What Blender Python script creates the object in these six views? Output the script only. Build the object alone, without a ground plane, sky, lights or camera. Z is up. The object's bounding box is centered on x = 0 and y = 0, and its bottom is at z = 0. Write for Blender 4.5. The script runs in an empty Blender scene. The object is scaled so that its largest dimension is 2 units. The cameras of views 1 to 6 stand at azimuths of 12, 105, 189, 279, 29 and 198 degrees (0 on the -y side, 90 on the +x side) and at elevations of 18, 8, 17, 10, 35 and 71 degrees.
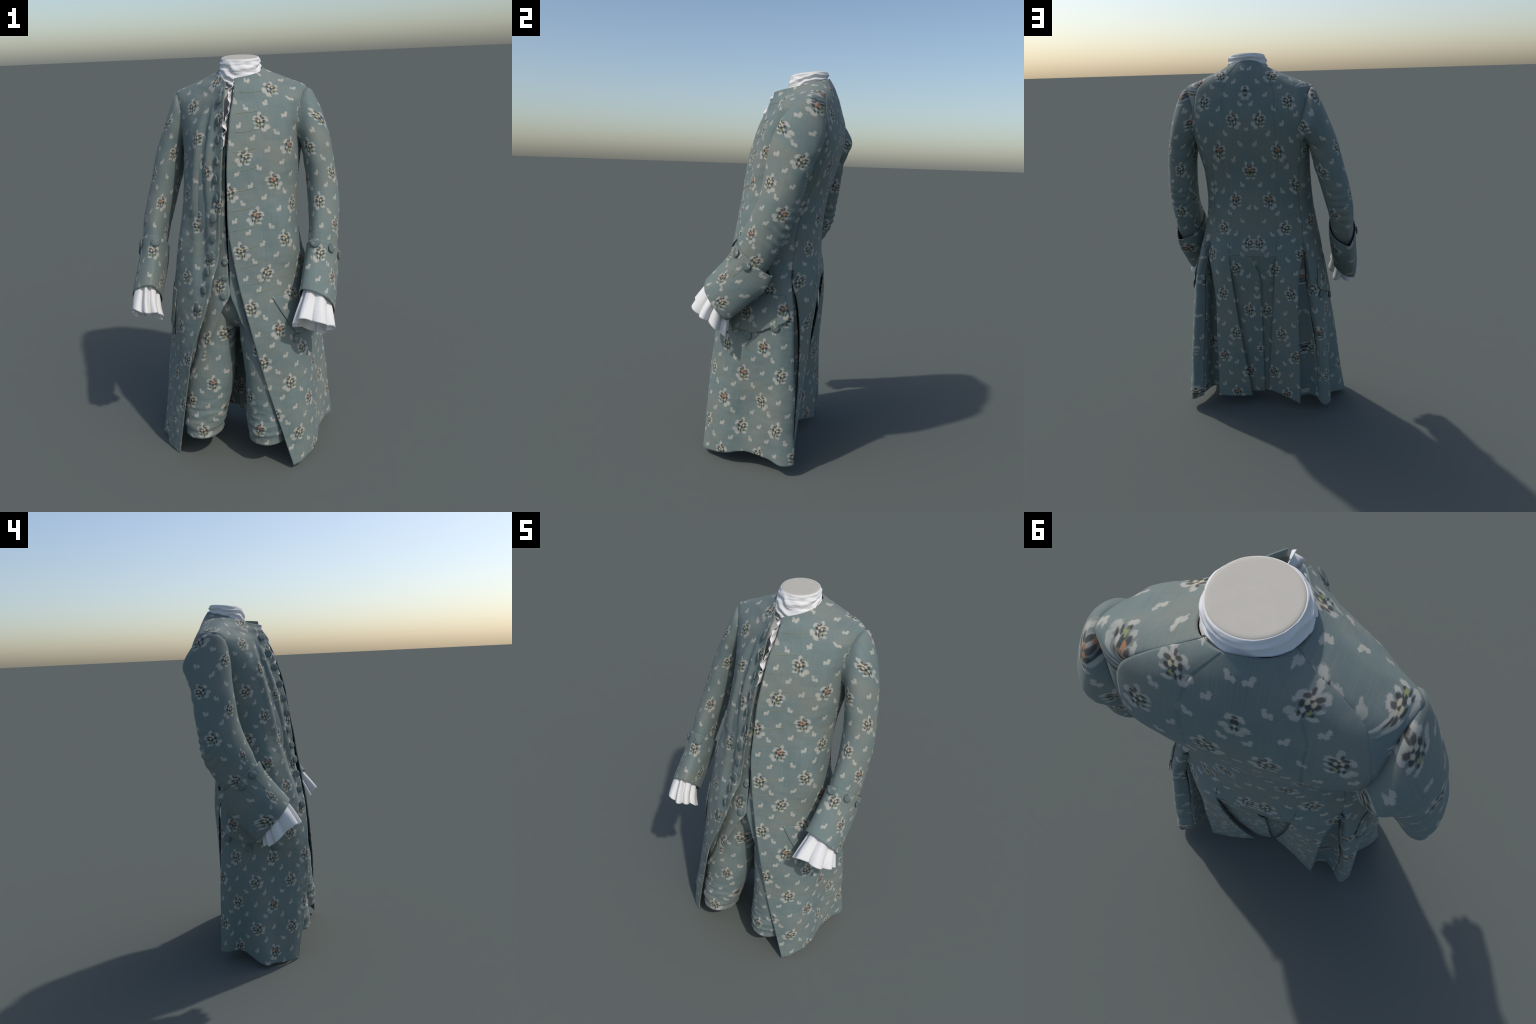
import bpy, math
import numpy as np
from mathutils import Vector, Matrix
from mathutils.bvhtree import BVHTree
from mathutils import noise as mnoise

rng = np.random.default_rng(7)

# ------------------------------------------------------------------ scene tree
def empty(name):
    o = bpy.data.objects.new(name, None)
    bpy.context.scene.collection.objects.link(o)
    return o

suit = empty("suit_on_dress_form")
suit["label"] = "eighteenth century floral blue silk suit on headless form"
suit["category"] = "historic costume"

def add_mesh(name, verts, faces, mat, parent=suit, smooth=True):
    me = bpy.data.meshes.new(name)
    me.from_pydata([tuple(v) for v in verts], [], [tuple(f) for f in faces])
    me.validate()
    if smooth:
        me.polygons.foreach_set("use_smooth", [True] * len(me.polygons))
    me.materials.append(mat)
    ob = bpy.data.objects.new(name, me)
    bpy.context.scene.collection.objects.link(ob)
    ob.parent = parent
    return ob

# ------------------------------------------------------------------ splines
def spline_matrix(t, x, closed=False):
    """weights that turn control values at knots t into values at x (cubic Hermite, 3 point tangents)"""
    n = len(t)
    T = np.zeros((n, n))
    for i in range(n):
        if 0 < i < n - 1:
            h0, h1 = t[i] - t[i - 1], t[i + 1] - t[i]
            T[i, i - 1] += -h1 / (h0 * (h0 + h1))
            T[i, i] += (h1 - h0) / (h0 * h1)
            T[i, i + 1] += h0 / (h1 * (h0 + h1))
        elif i == 0:
            h = t[1] - t[0]; T[0, 0], T[0, 1] = -1 / h, 1 / h
        else:
            h = t[-1] - t[-2]; T[i, i - 1], T[i, i] = -1 / h, 1 / h
    W = np.zeros((len(x), n))
    for k, xv in enumerate(x):
        i = min(max(int(np.searchsorted(t, xv, side="right")) - 1, 0), n - 2)
        h = t[i + 1] - t[i]; s = (xv - t[i]) / h
        W[k, i] += 2 * s**3 - 3 * s**2 + 1
        W[k, i + 1] += -2 * s**3 + 3 * s**2
        W[k] += (s**3 - 2 * s**2 + s) * h * T[i] + (s**3 - s**2) * h * T[i + 1]
    return W

def surface(grid, step=0.008, lo=None, hi=None):
    """grid rows x cols x 3 control net -> dense point grid. lo/hi: column range kept (ghost columns dropped)"""
    G = np.array(grid, float)
    R, C = G.shape[:2]
    dr = np.maximum(np.linalg.norm(np.diff(G, axis=0), axis=2).mean(1), 1e-3)
    dc = np.maximum(np.linalg.norm(np.diff(G, axis=1), axis=2).mean(0), 1e-3)
    tr, tc = np.r_[0, np.cumsum(dr)], np.r_[0, np.cumsum(dc)]
    lo = 0 if lo is None else lo
    hi = C - 1 if hi is None else hi
    nr = int(tr[-1] / step) + 2
    xr = np.linspace(0, tr[-1], nr)
    xc = []
    for i in range(lo, hi):
        k = max(2, int(math.ceil((tc[i + 1] - tc[i]) / step)))
        xc += list(np.linspace(tc[i], tc[i + 1], k, endpoint=False))
    xc.append(tc[hi])
    Wr, Wc = spline_matrix(tr, xr), spline_matrix(tc, np.array(xc))
    return np.einsum("ar,bc,rck->abk", Wr, Wc, G)

def grid_normals(P):
    du = np.gradient(P, axis=1); dv = np.gradient(P, axis=0)
    N = np.cross(du, dv)
    return N / np.maximum(np.linalg.norm(N, axis=2, keepdims=True), 1e-9)

def fbm(p, scale, seed=0.0, octaves=3):
    return mnoise.fractal(Vector((p[0] * scale + seed, p[1] * scale + seed * 1.7, p[2] * scale - seed)), 1.0, 2.0, octaves)

def noise_grid(P, scale, seed=0.0, stretch=(1, 1, 1), octaves=3):
    out = np.zeros(P.shape[:2])
    for i in range(P.shape[0]):
        for j in range(P.shape[1]):
            q = P[i, j]
            out[i, j] = fbm((q[0] * stretch[0], q[1] * stretch[1], q[2] * stretch[2]), scale, seed, octaves)
    return out

def sheet(P, outward, thick=0.005):
    """thick cloth from a point grid; outward(+1/-1) = side of the normal that is the outside"""
    R, C = P.shape[:2]
    N = grid_normals(P) * outward
    V = np.concatenate([P.reshape(-1, 3), (P - N * thick).reshape(-1, 3)])
    n = R * C
    F = []
    for i in range(R - 1):
        for j in range(C - 1):
            a, b, c, d = i * C + j, i * C + j + 1, (i + 1) * C + j + 1, (i + 1) * C + j
            q = (a, b, c, d) if outward > 0 else (d, c, b, a)
            F.append(q); F.append(tuple(x + n for x in q[::-1]))
    loop = [j for j in range(C)] + [i * C + C - 1 for i in range(1, R)] + [(R - 1) * C + j for j in range(C - 2, -1, -1)] + [i * C for i in range(R - 2, 0, -1)]
    m = len(loop)
    for k in range(m):
        a, b = loop[k], loop[(k + 1) % m]
        q = (a, a + n, b + n, b)
        F.append(q if outward > 0 else q[::-1])
    return V, F

def merge(parts, dist=0.0):
    V, F, o = [], [], 0
    for v, f in parts:
        V.append(np.asarray(v)); F += [tuple(i + o for i in q) for q in f]; o += len(v)
    return np.concatenate(V), F

def tube(sections, step=0.008, n=96, expo=2.0, displace=None):
    """loft closed rings. section = (centre, half vector front->rear, half vector lateral, exponent)"""
    S = [(np.array(c, float), np.array(u, float), np.array(v, float), (e[0] if e else expo)) for c, u, v, *e in sections]
    rows = []
    for c, u, v, e in S:
        a = np.linspace(0, 2 * math.pi, n, endpoint=False)
        ca, sa = np.cos(a), np.sin(a)
        ca = np.sign(ca) * np.abs(ca) ** (2 / e); sa = np.sign(sa) * np.abs(sa) ** (2 / e)
        rows.append(c - np.outer(ca, u) + np.outer(sa, v))
    G = np.array(rows)
    d = np.maximum(np.linalg.norm(np.diff([s[0] for s in S], axis=0), axis=1), 1e-3)
    t = np.r_[0, np.cumsum(d)]
    x = np.linspace(0, t[-1], int(t[-1] / step) + 2)
    P = np.einsum("ar,rck->ack", spline_matrix(t, x), G)
    return P, x / t[-1]

def ring_normals(P):
    du = np.roll(P, -1, 1) - np.roll(P, 1, 1); dv = np.gradient(P, axis=0)
    N = np.cross(du, dv)
    N /= np.maximum(np.linalg.norm(N, axis=2, keepdims=True), 1e-9)
    c = P.mean(1, keepdims=True)
    return N * np.sign(((P - c) * N).sum())

def ring_mesh(P, thick=0.0, cap_start=False, cap_end=False):
    R, C = P.shape[:2]
    N = ring_normals(P)
    parts = [P.reshape(-1, 3)]
    F = []
    du = np.roll(P, -1, 1) - np.roll(P, 1, 1); dv = np.gradient(P, axis=0)
    flip = ((np.cross(du, dv)) * N).sum() < 0
    def quad(a, b, c, d, inv):
        F.append((a, b, c, d) if not inv else (d, c, b, a))
    for i in range(R - 1):
        for j in range(C):
            k = (j + 1) % C
            quad(i * C + j, i * C + k, (i + 1) * C + k, (i + 1) * C + j, flip)
    n = R * C
    if thick:
        parts.append((P - N * thick).reshape(-1, 3))
        for i in range(R - 1):
            for j in range(C):
                k = (j + 1) % C
                quad(n + i * C + j, n + i * C + k, n + (i + 1) * C + k, n + (i + 1) * C + j, not flip)
        for i, inv in ((0, flip), (R - 1, not flip)):
            for j in range(C):
                k = (j + 1) % C
                quad(i * C + k, i * C + j, n + i * C + j, n + i * C + k, inv)
    else:
        if cap_start: F.append(tuple(range(C)) if flip else tuple(range(C))[::-1])
        if cap_end: F.append(tuple((R - 1) * C + j for j in range(C))[::-1] if flip else tuple((R - 1) * C + j for j in range(C)))
    return np.concatenate(parts), F

# ------------------------------------------------------------------ node helpers
class Nodes:
    def __init__(self, tree):
        self.t = tree; self.n = tree.nodes; self.l = tree.links
    def put(self, socket, value):
        if isinstance(value, bpy.types.NodeSocket): self.l.new(value, socket)
        else: socket.default_value = value
    def math(self, op, a, b=0.0, c=0.0, clamp=False):
        m = self.n.new("ShaderNodeMath"); m.operation = op; m.use_clamp = clamp
        self.put(m.inputs[0], a); self.put(m.inputs[1], b)
        if op in ("MULTIPLY_ADD", "SMOOTH_MIN", "WRAP", "COMPARE"): self.put(m.inputs[2], c)
        return m.outputs[0]
    def vec(self, op, a, b=(0, 0, 0)):
        m = self.n.new("ShaderNodeVectorMath"); m.operation = op
        self.put(m.inputs[0], a); self.put(m.inputs[1], b)
        return m.outputs["Value"] if op in ("LENGTH", "DOT_PRODUCT", "DISTANCE") else m.outputs["Vector"]
    def comb(self, x, y, z=0.0):
        m = self.n.new("ShaderNodeCombineXYZ")
        for s, v in zip(m.inputs, (x, y, z)): self.put(s, v)
        return m.outputs[0]
    def sep(self, v):
        m = self.n.new("ShaderNodeSeparateXYZ"); self.put(m.inputs[0], v); return m.outputs
    def ramp01(self, v, lo, hi):
        m = self.n.new("ShaderNodeMapRange"); m.interpolation_type = "SMOOTHSTEP"
        self.put(m.inputs[0], v); self.put(m.inputs[1], lo); self.put(m.inputs[2], hi)
        m.inputs[3].default_value = 0.0; m.inputs[4].default_value = 1.0
        return m.outputs[0]
    def maprange(self, v, a, b, c, d):
        m = self.n.new("ShaderNodeMapRange"); m.clamp = True
        for s, x in zip(m.inputs[:5], (v, a, b, c, d)): self.put(s, x)
        return m.outputs[0]
    def noise(self, v, scale, detail=2.0, rough=0.5, colour=False):
        m = self.n.new("ShaderNodeTexNoise"); self.put(m.inputs["Vector"], v)
        m.inputs["Scale"].default_value = scale; m.inputs["Detail"].default_value = detail; m.inputs["Roughness"].default_value = rough
        return m.outputs["Color" if colour else "Fac"]
    def mix(self, f, a, b):
        m = self.n.new("ShaderNodeMix"); m.data_type = "RGBA"
        self.put(m.inputs["Factor"], f)
        ins = [s for s in m.inputs if s.type == "RGBA"]
        for s, v in zip(ins, (a, b)): self.put(s, (*v, 1.0) if isinstance(v, tuple) and len(v) == 3 else v)
        return [s for s in m.outputs if s.type == "RGBA"][0]

BASE = (0.150, 0.196, 0.187)  # silk ground, darkened slightly toward the baked shade on the coat's sides
IVORY = (0.40, 0.388, 0.335)

def brocade_group():
    """figured silk: flower sprays on a slanting lattice, small sprigs on every half step between them"""
    g = bpy.data.node_groups.new("brocade", "ShaderNodeTree")
    I = g.interface
    for nm in ("U", "V", "ax", "ay", "bx", "by", "seed", "orange", "hand"):
        I.new_socket(nm, in_out="INPUT", socket_type="NodeSocketFloat")
    I.new_socket("Color", in_out="OUTPUT", socket_type="NodeSocketColor")
    I.new_socket("Height", in_out="OUTPUT", socket_type="NodeSocketFloat")
    k = Nodes(g)
    gi, go = g.nodes.new("NodeGroupInput"), g.nodes.new("NodeGroupOutput")
    U, V, ax, ay, bx, by, seed, orange, hand = [gi.outputs[i] for i in range(9)]
    det = k.math("SUBTRACT", k.math("MULTIPLY", ax, by), k.math("MULTIPLY", bx, ay))
    al = k.math("DIVIDE", k.math("SUBTRACT", k.math("MULTIPLY", U, by), k.math("MULTIPLY", bx, V)), det)
    be = k.math("DIVIDE", k.math("SUBTRACT", k.math("MULTIPLY", ax, V), k.math("MULTIPLY", ay, U)), det)
    def cell(mult):
        p, q = k.math("MULTIPLY", al, mult), k.math("MULTIPLY", be, mult)
        i, j = k.math("FLOOR", k.math("ADD", p, 0.5)), k.math("FLOOR", k.math("ADD", q, 0.5))
        f, h = k.math("DIVIDE", k.math("SUBTRACT", p, i), mult), k.math("DIVIDE", k.math("SUBTRACT", q, j), mult)
        x = k.math("ADD", k.math("MULTIPLY", f, ax), k.math("MULTIPLY", h, bx))
        y = k.math("ADD", k.math("MULTIPLY", f, ay), k.math("MULTIPLY", h, by))
        return i, j, x, y
    uv = k.comb(U, V, seed)
    wob = k.vec("MULTIPLY", k.vec("SUBTRACT", k.noise(uv, 190.0, 3.0, 0.65, True), (0.5, 0.5, 0.5)), (0.014, 0.014, 0))
    # ---- big spray
    i, j, x, y = cell(1.0)
    odd = k.math("PINGPONG", k.math("ADD", i, j), 1.0)
    flip = k.math("MULTIPLY", hand, k.math("MULTIPLY_ADD", odd, -2.0, 1.0))
    rnd = g.nodes.new("ShaderNodeTexWhiteNoise"); k.put(rnd.inputs["Vector"], k.comb(i, j, seed))
    rv = k.sep(rnd.outputs["Color"])
    tilt = k.math("MULTIPLY", k.math("SUBTRACT", rv[1], 0.5), 0.5)
    x2 = k.math("MULTIPLY_ADD", y, tilt, x); y2 = k.math("SUBTRACT", y, k.math("MULTIPLY", x, tilt))
    p0 = k.comb(k.math("MULTIPLY", x2, flip), y2, 0.0)
    p = k.vec("ADD", p0, wob)
    mm = 0.001
    def blob(p, cx, cy, rx, ry):
        d = k.vec("MULTIPLY", k.vec("SUBTRACT", p, (cx * mm, cy * mm, 0)), (1 / (rx * mm), 1 / (ry * mm), 0))
        return k.vec("LENGTH", d)
    def union(p, items):
        out = None
        for it in items:
            b = blob(p, *it)
            out = b if out is None else k.math("MINIMUM", out, b)
        return out
    white = union(p, [(-3, 28, 8.5, 14), (-20, 8, 12, 10), (-28, 1, 6, 6), (20, 11, 12, 10), (29, 3, 5.5, 8), (-20, -17, 9, 6.5),
                      (-13, -38, 13, 7), (32, -27, 11.5, 12), (19, -42, 12, 12), (0, 8, 15, 14), (9, -19, 6, 7)])
    dark = union(k.vec("ADD", p0, k.vec("SCALE", wob) if False else k.vec("MULTIPLY", wob, (0.5, 0.5, 0))),
                 [(-13, 5, 10, 5.8), (11, 11, 9, 6), (2.5, 19, 4.6, 8.5), (-14, -10, 7, 7), (15.5, -5, 6, 10),
                  (3, -10, 6, 6.5), (-2, -17, 8, 6), (-9, -30, 6, 5), (5, -31, 2.6, 10), (15, -29, 3.2, 9), (-1, 1, 5, 5)])
    heart = union(p0, [(-1, 8, 4.2, 4.6), (-6.5, -5, 5, 6.5), (6.5, -2, 5, 6)])
    lime = union(p, [(-4, -27, 5, 5), (-5, -21, 3, 5)])
    # ---- sprig
    si, sj, sx, sy = cell(2.0)
    big = k.math("MULTIPLY", k.math("COMPARE", k.math("PINGPONG", si, 1.0), 0.0, 0.1), k.math("COMPARE", k.math("PINGPONG", sj, 1.0), 0.0, 0.1))
    r2 = g.nodes.new("ShaderNodeTexWhiteNoise"); k.put(r2.inputs["Vector"], k.comb(si, sj, k.math("ADD", seed, 3.3)))
    fl2 = k.math("MULTIPLY_ADD", k.math("PINGPONG", si, 1.0), -2.0, 1.0)
    ps = k.vec("ADD", k.comb(k.math("MULTIPLY", sx, fl2), sy, 0.0), k.vec("MULTIPLY", wob, (0.8, 0.8, 0)))
    sprig = union(ps, [(-6, 8, 6, 8), (-3, -3, 7, 9), (7, -3, 6.5, 8), (8, -10, 4, 5), (-1, -7, 6, 5)])
    sprig = k.math("MULTIPLY_ADD", big, 9.0, sprig)
    wmask = k.math("MAXIMUM", k.math("SUBTRACT", 1.0, k.ramp01(white, 0.72, 1.15)), k.math("SUBTRACT", 1.0, k.ramp01(sprig, 0.65, 1.15)))
    # worn, see-through threads in the ivory weft
    worn = k.ramp01(k.noise(uv, 26.0, 3.0, 0.6), 0.25, 0.62)
    wmask = k.math("MULTIPLY", wmask, k.math("MULTIPLY_ADD", worn, 0.35, 0.62))
    # ---- ground: slubbed taffeta
    weft = k.noise(k.vec("MULTIPLY", uv, (9, 260, 1)), 1.0, 2.0, 0.6)
    warp = k.noise(k.vec("MULTIPLY", uv, (300, 7, 1)), 1.0, 2.0, 0.6)
    broad = k.noise(uv, 5.0, 3.0, 0.6)
    tone = k.math("ADD", k.math("MULTIPLY", k.math("SUBTRACT", weft, 0.5), 0.20), k.math("MULTIPLY", k.math("SUBTRACT", warp, 0.5), 0.34))
    tone = k.math("ADD", tone, k.math("MULTIPLY", k.math("SUBTRACT", broad, 0.5), 0.40))
    tone = k.math("ADD", 1.0, tone)
    base = k.vec("MULTIPLY", k.mix(k.ramp01(broad, 0.40, 0.68), BASE, (BASE[0] * 1.14, BASE[1] * 0.98, BASE[2] * 0.90)), k.comb(tone, tone, tone))
    col = k.mix(wmask, base, IVORY)
    dm = k.math("SUBTRACT", 1.0, k.ramp01(dark, 0.6, 1.2))
    col = k.mix(k.math("MULTIPLY", dm, 0.84), col, (0.030, 0.028, 0.026))
    hm = k.math("SUBTRACT", 1.0, k.ramp01(heart, 0.6, 1.15))
    hot = k.math("LESS_THAN", rv[0], orange)
    col = k.mix(hm, col, k.mix(hot, (0.45, 0.39, 0.26), (0.38, 0.165, 0.075)))
    lm = k.math("SUBTRACT", 1.0, k.ramp01(lime, 0.7, 1.1))
    col = k.mix(k.math("MULTIPLY", lm, 0.85), col, (0.27, 0.28, 0.10))
    k.put(go.inputs["Color"], col)
    ht = k.math("ADD", k.math("MULTIPLY", k.math("ADD", weft, warp), 0.35), k.math("MULTIPLY", wmask, 0.4))
    k.put(go.inputs["Height"], ht)
    return g

BROCADE = brocade_group()

def silk(name, mapping, o, a, b, seed=0.0, orange=0.35, hand=1.0):
    m = bpy.data.materials.new(name); m.use_nodes = True
    k = Nodes(m.node_tree)
    bsdf = k.n["Principled BSDF"]
    P = k.n.new("ShaderNodeTexCoord").outputs["Object"]
    x, y, z = k.sep(P)
    kind = mapping[0]
    if kind == "wrap":            # cloth wrapped about an upright axis: u = angle x radius, v follows the leaning chest
        _, cx, c0, c1, r0, r1, r2, lean = mapping
        cy = k.maprange(z, 0.9, 1.8, c0, c1)
        dx, dy = k.math("SUBTRACT", x, cx), k.math("SUBTRACT", cy, y)
        th = k.math("ARCTAN2", dx, dy)
        r = k.math("ADD", k.maprange(z, 0.0, 1.1, r0, r1), k.maprange(z, 1.1, 1.8, 0.0, r2 - r1))
        u = k.math("MULTIPLY", th, r); v = k.math("MULTIPLY_ADD", y, lean, z)
        # over the shoulder the cloth lies nearly level: change to plan coordinates
        f = k.ramp01(z, 1.77, 1.86); sg = 1.0 if cx < 0 else -1.0
        u2 = k.math("MULTIPLY_ADD", x, 0.95, 0.165 if sg > 0 else -0.158)
        v2 = k.math("ADD", k.math("MULTIPLY", y, 0.8), k.math("MULTIPLY_ADD", z, 0.5, 0.890))
        lp = lambda a, b: k.math("ADD", a, k.math("MULTIPLY", f, k.math("SUBTRACT", b, a)))
        u, v = lp(u, u2), lp(v, v2)
    elif kind == "flat":
        _, ux, uy, lean = mapping
        u = k.math("ADD", k.math("MULTIPLY", x, ux), k.math("MULTIPLY", y, uy)); v = k.math("MULTIPLY_ADD", y, lean, z)
    elif kind == "back":          # two mirrored halves either side of the centre back seam
        u = k.math("ABSOLUTE", k.math("SUBTRACT", x, mapping[1])); v = k.math("MULTIPLY_ADD", y, -0.5, k.math("ADD", z, 0.125))
    else:                         # sleeve: bent arm axis in the yz plane
        s = mapping[1]
        yc = k.math("ADD", k.maprange(z, 0.85, 1.1, -0.2, -0.01), k.math("ADD", k.maprange(z, 1.1, 1.3, 0.0, 0.095), k.maprange(z, 1.3, 1.6, 0.0, 0.07)))
        xc = k.math("ADD", k.maprange(z, 1.2, 1.5, 0.443 if s > 0 else 0.435, 0.398 if s > 0 else 0.355), k.maprange(z, 1.5, 1.82, 0.0, -0.14))
        dx = k.math("SUBTRACT", k.math("MULTIPLY", x, s), xc)
        fa, fb = k.math("DIVIDE", dx, 0.078), k.math("DIVIDE", k.math("SUBTRACT", yc, y), 0.104)
        dl = 0.95                 # the seam of the sleeve lies toward the body, behind
        sn = k.math("SUBTRACT", k.math("MULTIPLY", fa, math.cos(dl)), k.math("MULTIPLY", fb, math.sin(dl)))
        cs = k.math("ADD", k.math("MULTIPLY", fb, math.cos(dl)), k.math("MULTIPLY", fa, math.sin(dl)))
        u = k.math("MULTIPLY", k.math("ADD", k.math("ARCTAN2", sn, cs), dl), 0.092)
        v = k.math("MULTIPLY_ADD", y, 0.35, z)
    gn = k.n.new("ShaderNodeGroup"); gn.node_tree = BROCADE
    k.put(gn.inputs["U"], k.math("SUBTRACT", u, o[0])); k.put(gn.inputs["V"], k.math("SUBTRACT", v, o[1]))
    for nm, val in (("ax", a[0]), ("ay", a[1]), ("bx", b[0]), ("by", b[1]), ("seed", seed), ("orange", orange), ("hand", hand)):
        gn.inputs[nm].default_value = val
    k.put(bsdf.inputs["Base Color"], gn.outputs["Color"])
    bsdf.inputs["Roughness"].default_value = 0.72
    bsdf.inputs["Specular IOR Level"].default_value = 0.25
    bsdf.inputs["Sheen Weight"].default_value = 0.08
    bp = k.n.new("ShaderNodeBump"); bp.inputs["Strength"].default_value = 0.25; bp.inputs["Distance"].default_value = 0.0008
    k.put(bp.inputs["Height"], gn.outputs["Height"]); k.put(bsdf.inputs["Normal"], bp.outputs[0])
    return m

def plain(name, col, rough=0.8, var=0.12, scale=30.0, bump=0.15):
    m = bpy.data.materials.new(name); m.use_nodes = True
    k = Nodes(m.node_tree); bsdf = k.n["Principled BSDF"]
    P = k.n.new("ShaderNodeTexCoord").outputs["Object"]
    n1 = k.noise(P, scale, 3.0, 0.6); n2 = k.noise(P, scale * 14, 2.0, 0.5)
    f = k.math("ADD", k.math("MULTIPLY", k.math("SUBTRACT", n1, 0.5), 2 * var), k.math("MULTIPLY_ADD", k.math("SUBTRACT", n2, 0.5), var, 1.0))
    k.put(bsdf.inputs["Base Color"], k.vec("MULTIPLY", k.comb(f, f, f), tuple(col)))
    bsdf.inputs["Roughness"].default_value = rough
    bsdf.inputs["Specular IOR Level"].default_value = 0.2
    bp = k.n.new("ShaderNodeBump"); bp.inputs["Strength"].default_value = bump; bp.inputs["Distance"].default_value = 0.001
    k.put(bp.inputs["Height"], n2); k.put(bsdf.inputs["Normal"], bp.outputs[0])
    return m

M_front_l = silk("silk_front", ("wrap", -.1193, .1498, .242, .585, .428, .354, .2052), (0.2796, 1.6956), (-0.0692, -0.1672), (0.1209, -0.1091), 1.0, 0.30)
M_front_r = silk("silk_front_facing", ("wrap", .118, .147, .22, .588, .414, .344, .42), (-0.3395, 1.7819), (0.0674, -0.1768), (-0.1269, -0.0844), 2.0, 0.25)
M_back = silk("silk_back", ("back", 0.022), (0.0680, 1.6553), (0.0800, -0.1422), (-0.1400, -0.0945), 3.0, 0.5, -1.0)
M_pleat = silk("silk_pleat", ("flat", 0.5, 1.0, 0.0), (0.149, 0.505), (-0.055, -0.155), (0.125, -0.110), 4.0, 0.6)
M_pleat_r = silk("silk_pleat_other", ("flat", -0.5, 1.0, 0.0), (0.149, 0.505), (-0.055, -0.155), (0.125, -0.110), 4.5, 0.6)
M_sleeve_l = silk("silk_sleeve", ("arm", 1.0), (0.005, 1.588), (-0.1, -0.150), (0.095, -0.117), 5.0, 0.35, -1.0)
M_sleeve_r = silk("silk_sleeve_other", ("arm", -1.0), (-0.041, 1.573), (-0.12, -0.150), (0.12, -0.112), 6.0, 0.3, -1.0)
M_breech = silk("silk_breeches", ("flat", 1.0, 0.0, 0.1), (-0.09, 0.42), (0.06, -0.16), (-0.12, -0.100), 7.0, 0.35)
M_vest = silk("silk_waistcoat", ("flat", 1.0, 0.0, 0.0), (0.03, 0.80), (0.06, -0.16), (-0.12, -0.100), 8.0, 0.2)
M_flap = silk("silk_flap", ("flat", 0.2, 0.95, 0.0), (0.02, 0.80), (-0.09, -0.15), (0.10, -0.115), 9.0, 0.5)
def button_silk():
    m = plain("covered_button", tuple(0.86 * c for c in BASE), 0.7, 0.16, 60.0, 0.2)  # 0.86: silk colour dimmed to paint in the shade on the front buttons
    k = Nodes(m.node_tree); bsdf = k.n["Principled BSDF"]
    old = bsdf.inputs["Base Color"].links[0].from_socket
    P = k.n.new("ShaderNodeTexCoord").outputs["Object"]
    r = k.n.new("ShaderNodeObjectInfo").outputs["Random"]
    q = k.vec("ADD", P, k.comb(k.math("MULTIPLY", r, 37.0), k.math("MULTIPLY", r, 91.0), 0.0))
    f = k.noise(q, 42.0, 2.0, 0.6)
    c = k.mix(k.math("MULTIPLY", k.ramp01(f, 0.56, 0.66), 0.6), old, IVORY)
    c = k.mix(k.math("MULTIPLY", k.ramp01(k.noise(q, 75.0, 2.0, 0.6), 0.64, 0.70), 0.7), c, (0.03, 0.03, 0.03))
    k.put(bsdf.inputs["Base Color"], c)
    return m
M_button = button_silk()
M_linen = plain("white_linen", (0.72, 0.71, 0.69), 0.85, 0.05, 12.0, 0.15)
M_form = plain("padded_cream_cotton", (0.47, 0.44, 0.38), 0.9, 0.05, 25.0, 0.3)
M_thread = plain("olive_silk_thread", (0.22, 0.24, 0.16), 0.7, 0.1, 80.0, 0.1)

# ------------------------------------------------------------------ coat body control sections
# columns: front edge (-x) .. side .. back vent | mid back | centre back | mid back | back vent .. side .. front edge (+x)
Zs = [1.80, 1.75, 1.66, 1.52, 1.38, 1.22, 1.10]
UP = {
 1.80: [(0,-.080),(-.09,-.016),(-.2,.050),(-.294,.135),(-.235,.264),(-.12,.293),(.02,.308),(.14,.305),(.28,.276),(.340,.21),(.300,.078),(.18,.010),(.043,-.083)],
 1.75: [(0,-.104),(-.1,-.037),(-.2,.024),(-.284,.12),(-.252,.280),(-.12,.306),(.02,.315),(.14,.314),(.285,.287),(.335,.19),(.298,.05),(.18,-.024),(.035,-.112)],
 1.66: [(-.001,-.134),(-.1,-.075),(-.19,-.018),(-.266,.09),(-.258,.283),(-.12,.308),(.02,.316),(.14,.317),(.29,.290),(.322,.15),(.278,.0),(.16,-.072),(.03,-.146)],
 1.52: [(-.004,-.177),(-.1,-.124),(-.193,-.052),(-.264,.08),(-.240,.238),(-.12,.280),(.02,.29),(.14,.291),(.262,.258),(.318,.11),(.265,-.045),(.14,-.122),(.022,-.185)],
 1.38: [(-.01,-.206),(-.1,-.155),(-.203,-.088),(-.268,.06),(-.225,.188),(-.12,.238),(.02,.255),(.14,.244),(.235,.200),(.308,.08),(.252,-.074),(.14,-.147),(.021,-.206)],
 1.22: [(-.023,-.226),(-.13,-.162),(-.236,-.098),(-.281,.05),(-.220,.156),(-.12,.209),(.03,.238),(.15,.221),(.250,.156),(.308,.06),(.275,-.110),(.15,-.182),(.024,-.232)],
 1.10: [(-.03,-.238),(-.16,-.180),(-.26,-.118),(-.297,.03),(-.233,.153),(-.11,.211),(.033,.233),(.155,.220),(.268,.148),(.325,.05),(.298,-.106),(.17,-.204),(.043,-.247)],
}
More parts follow.
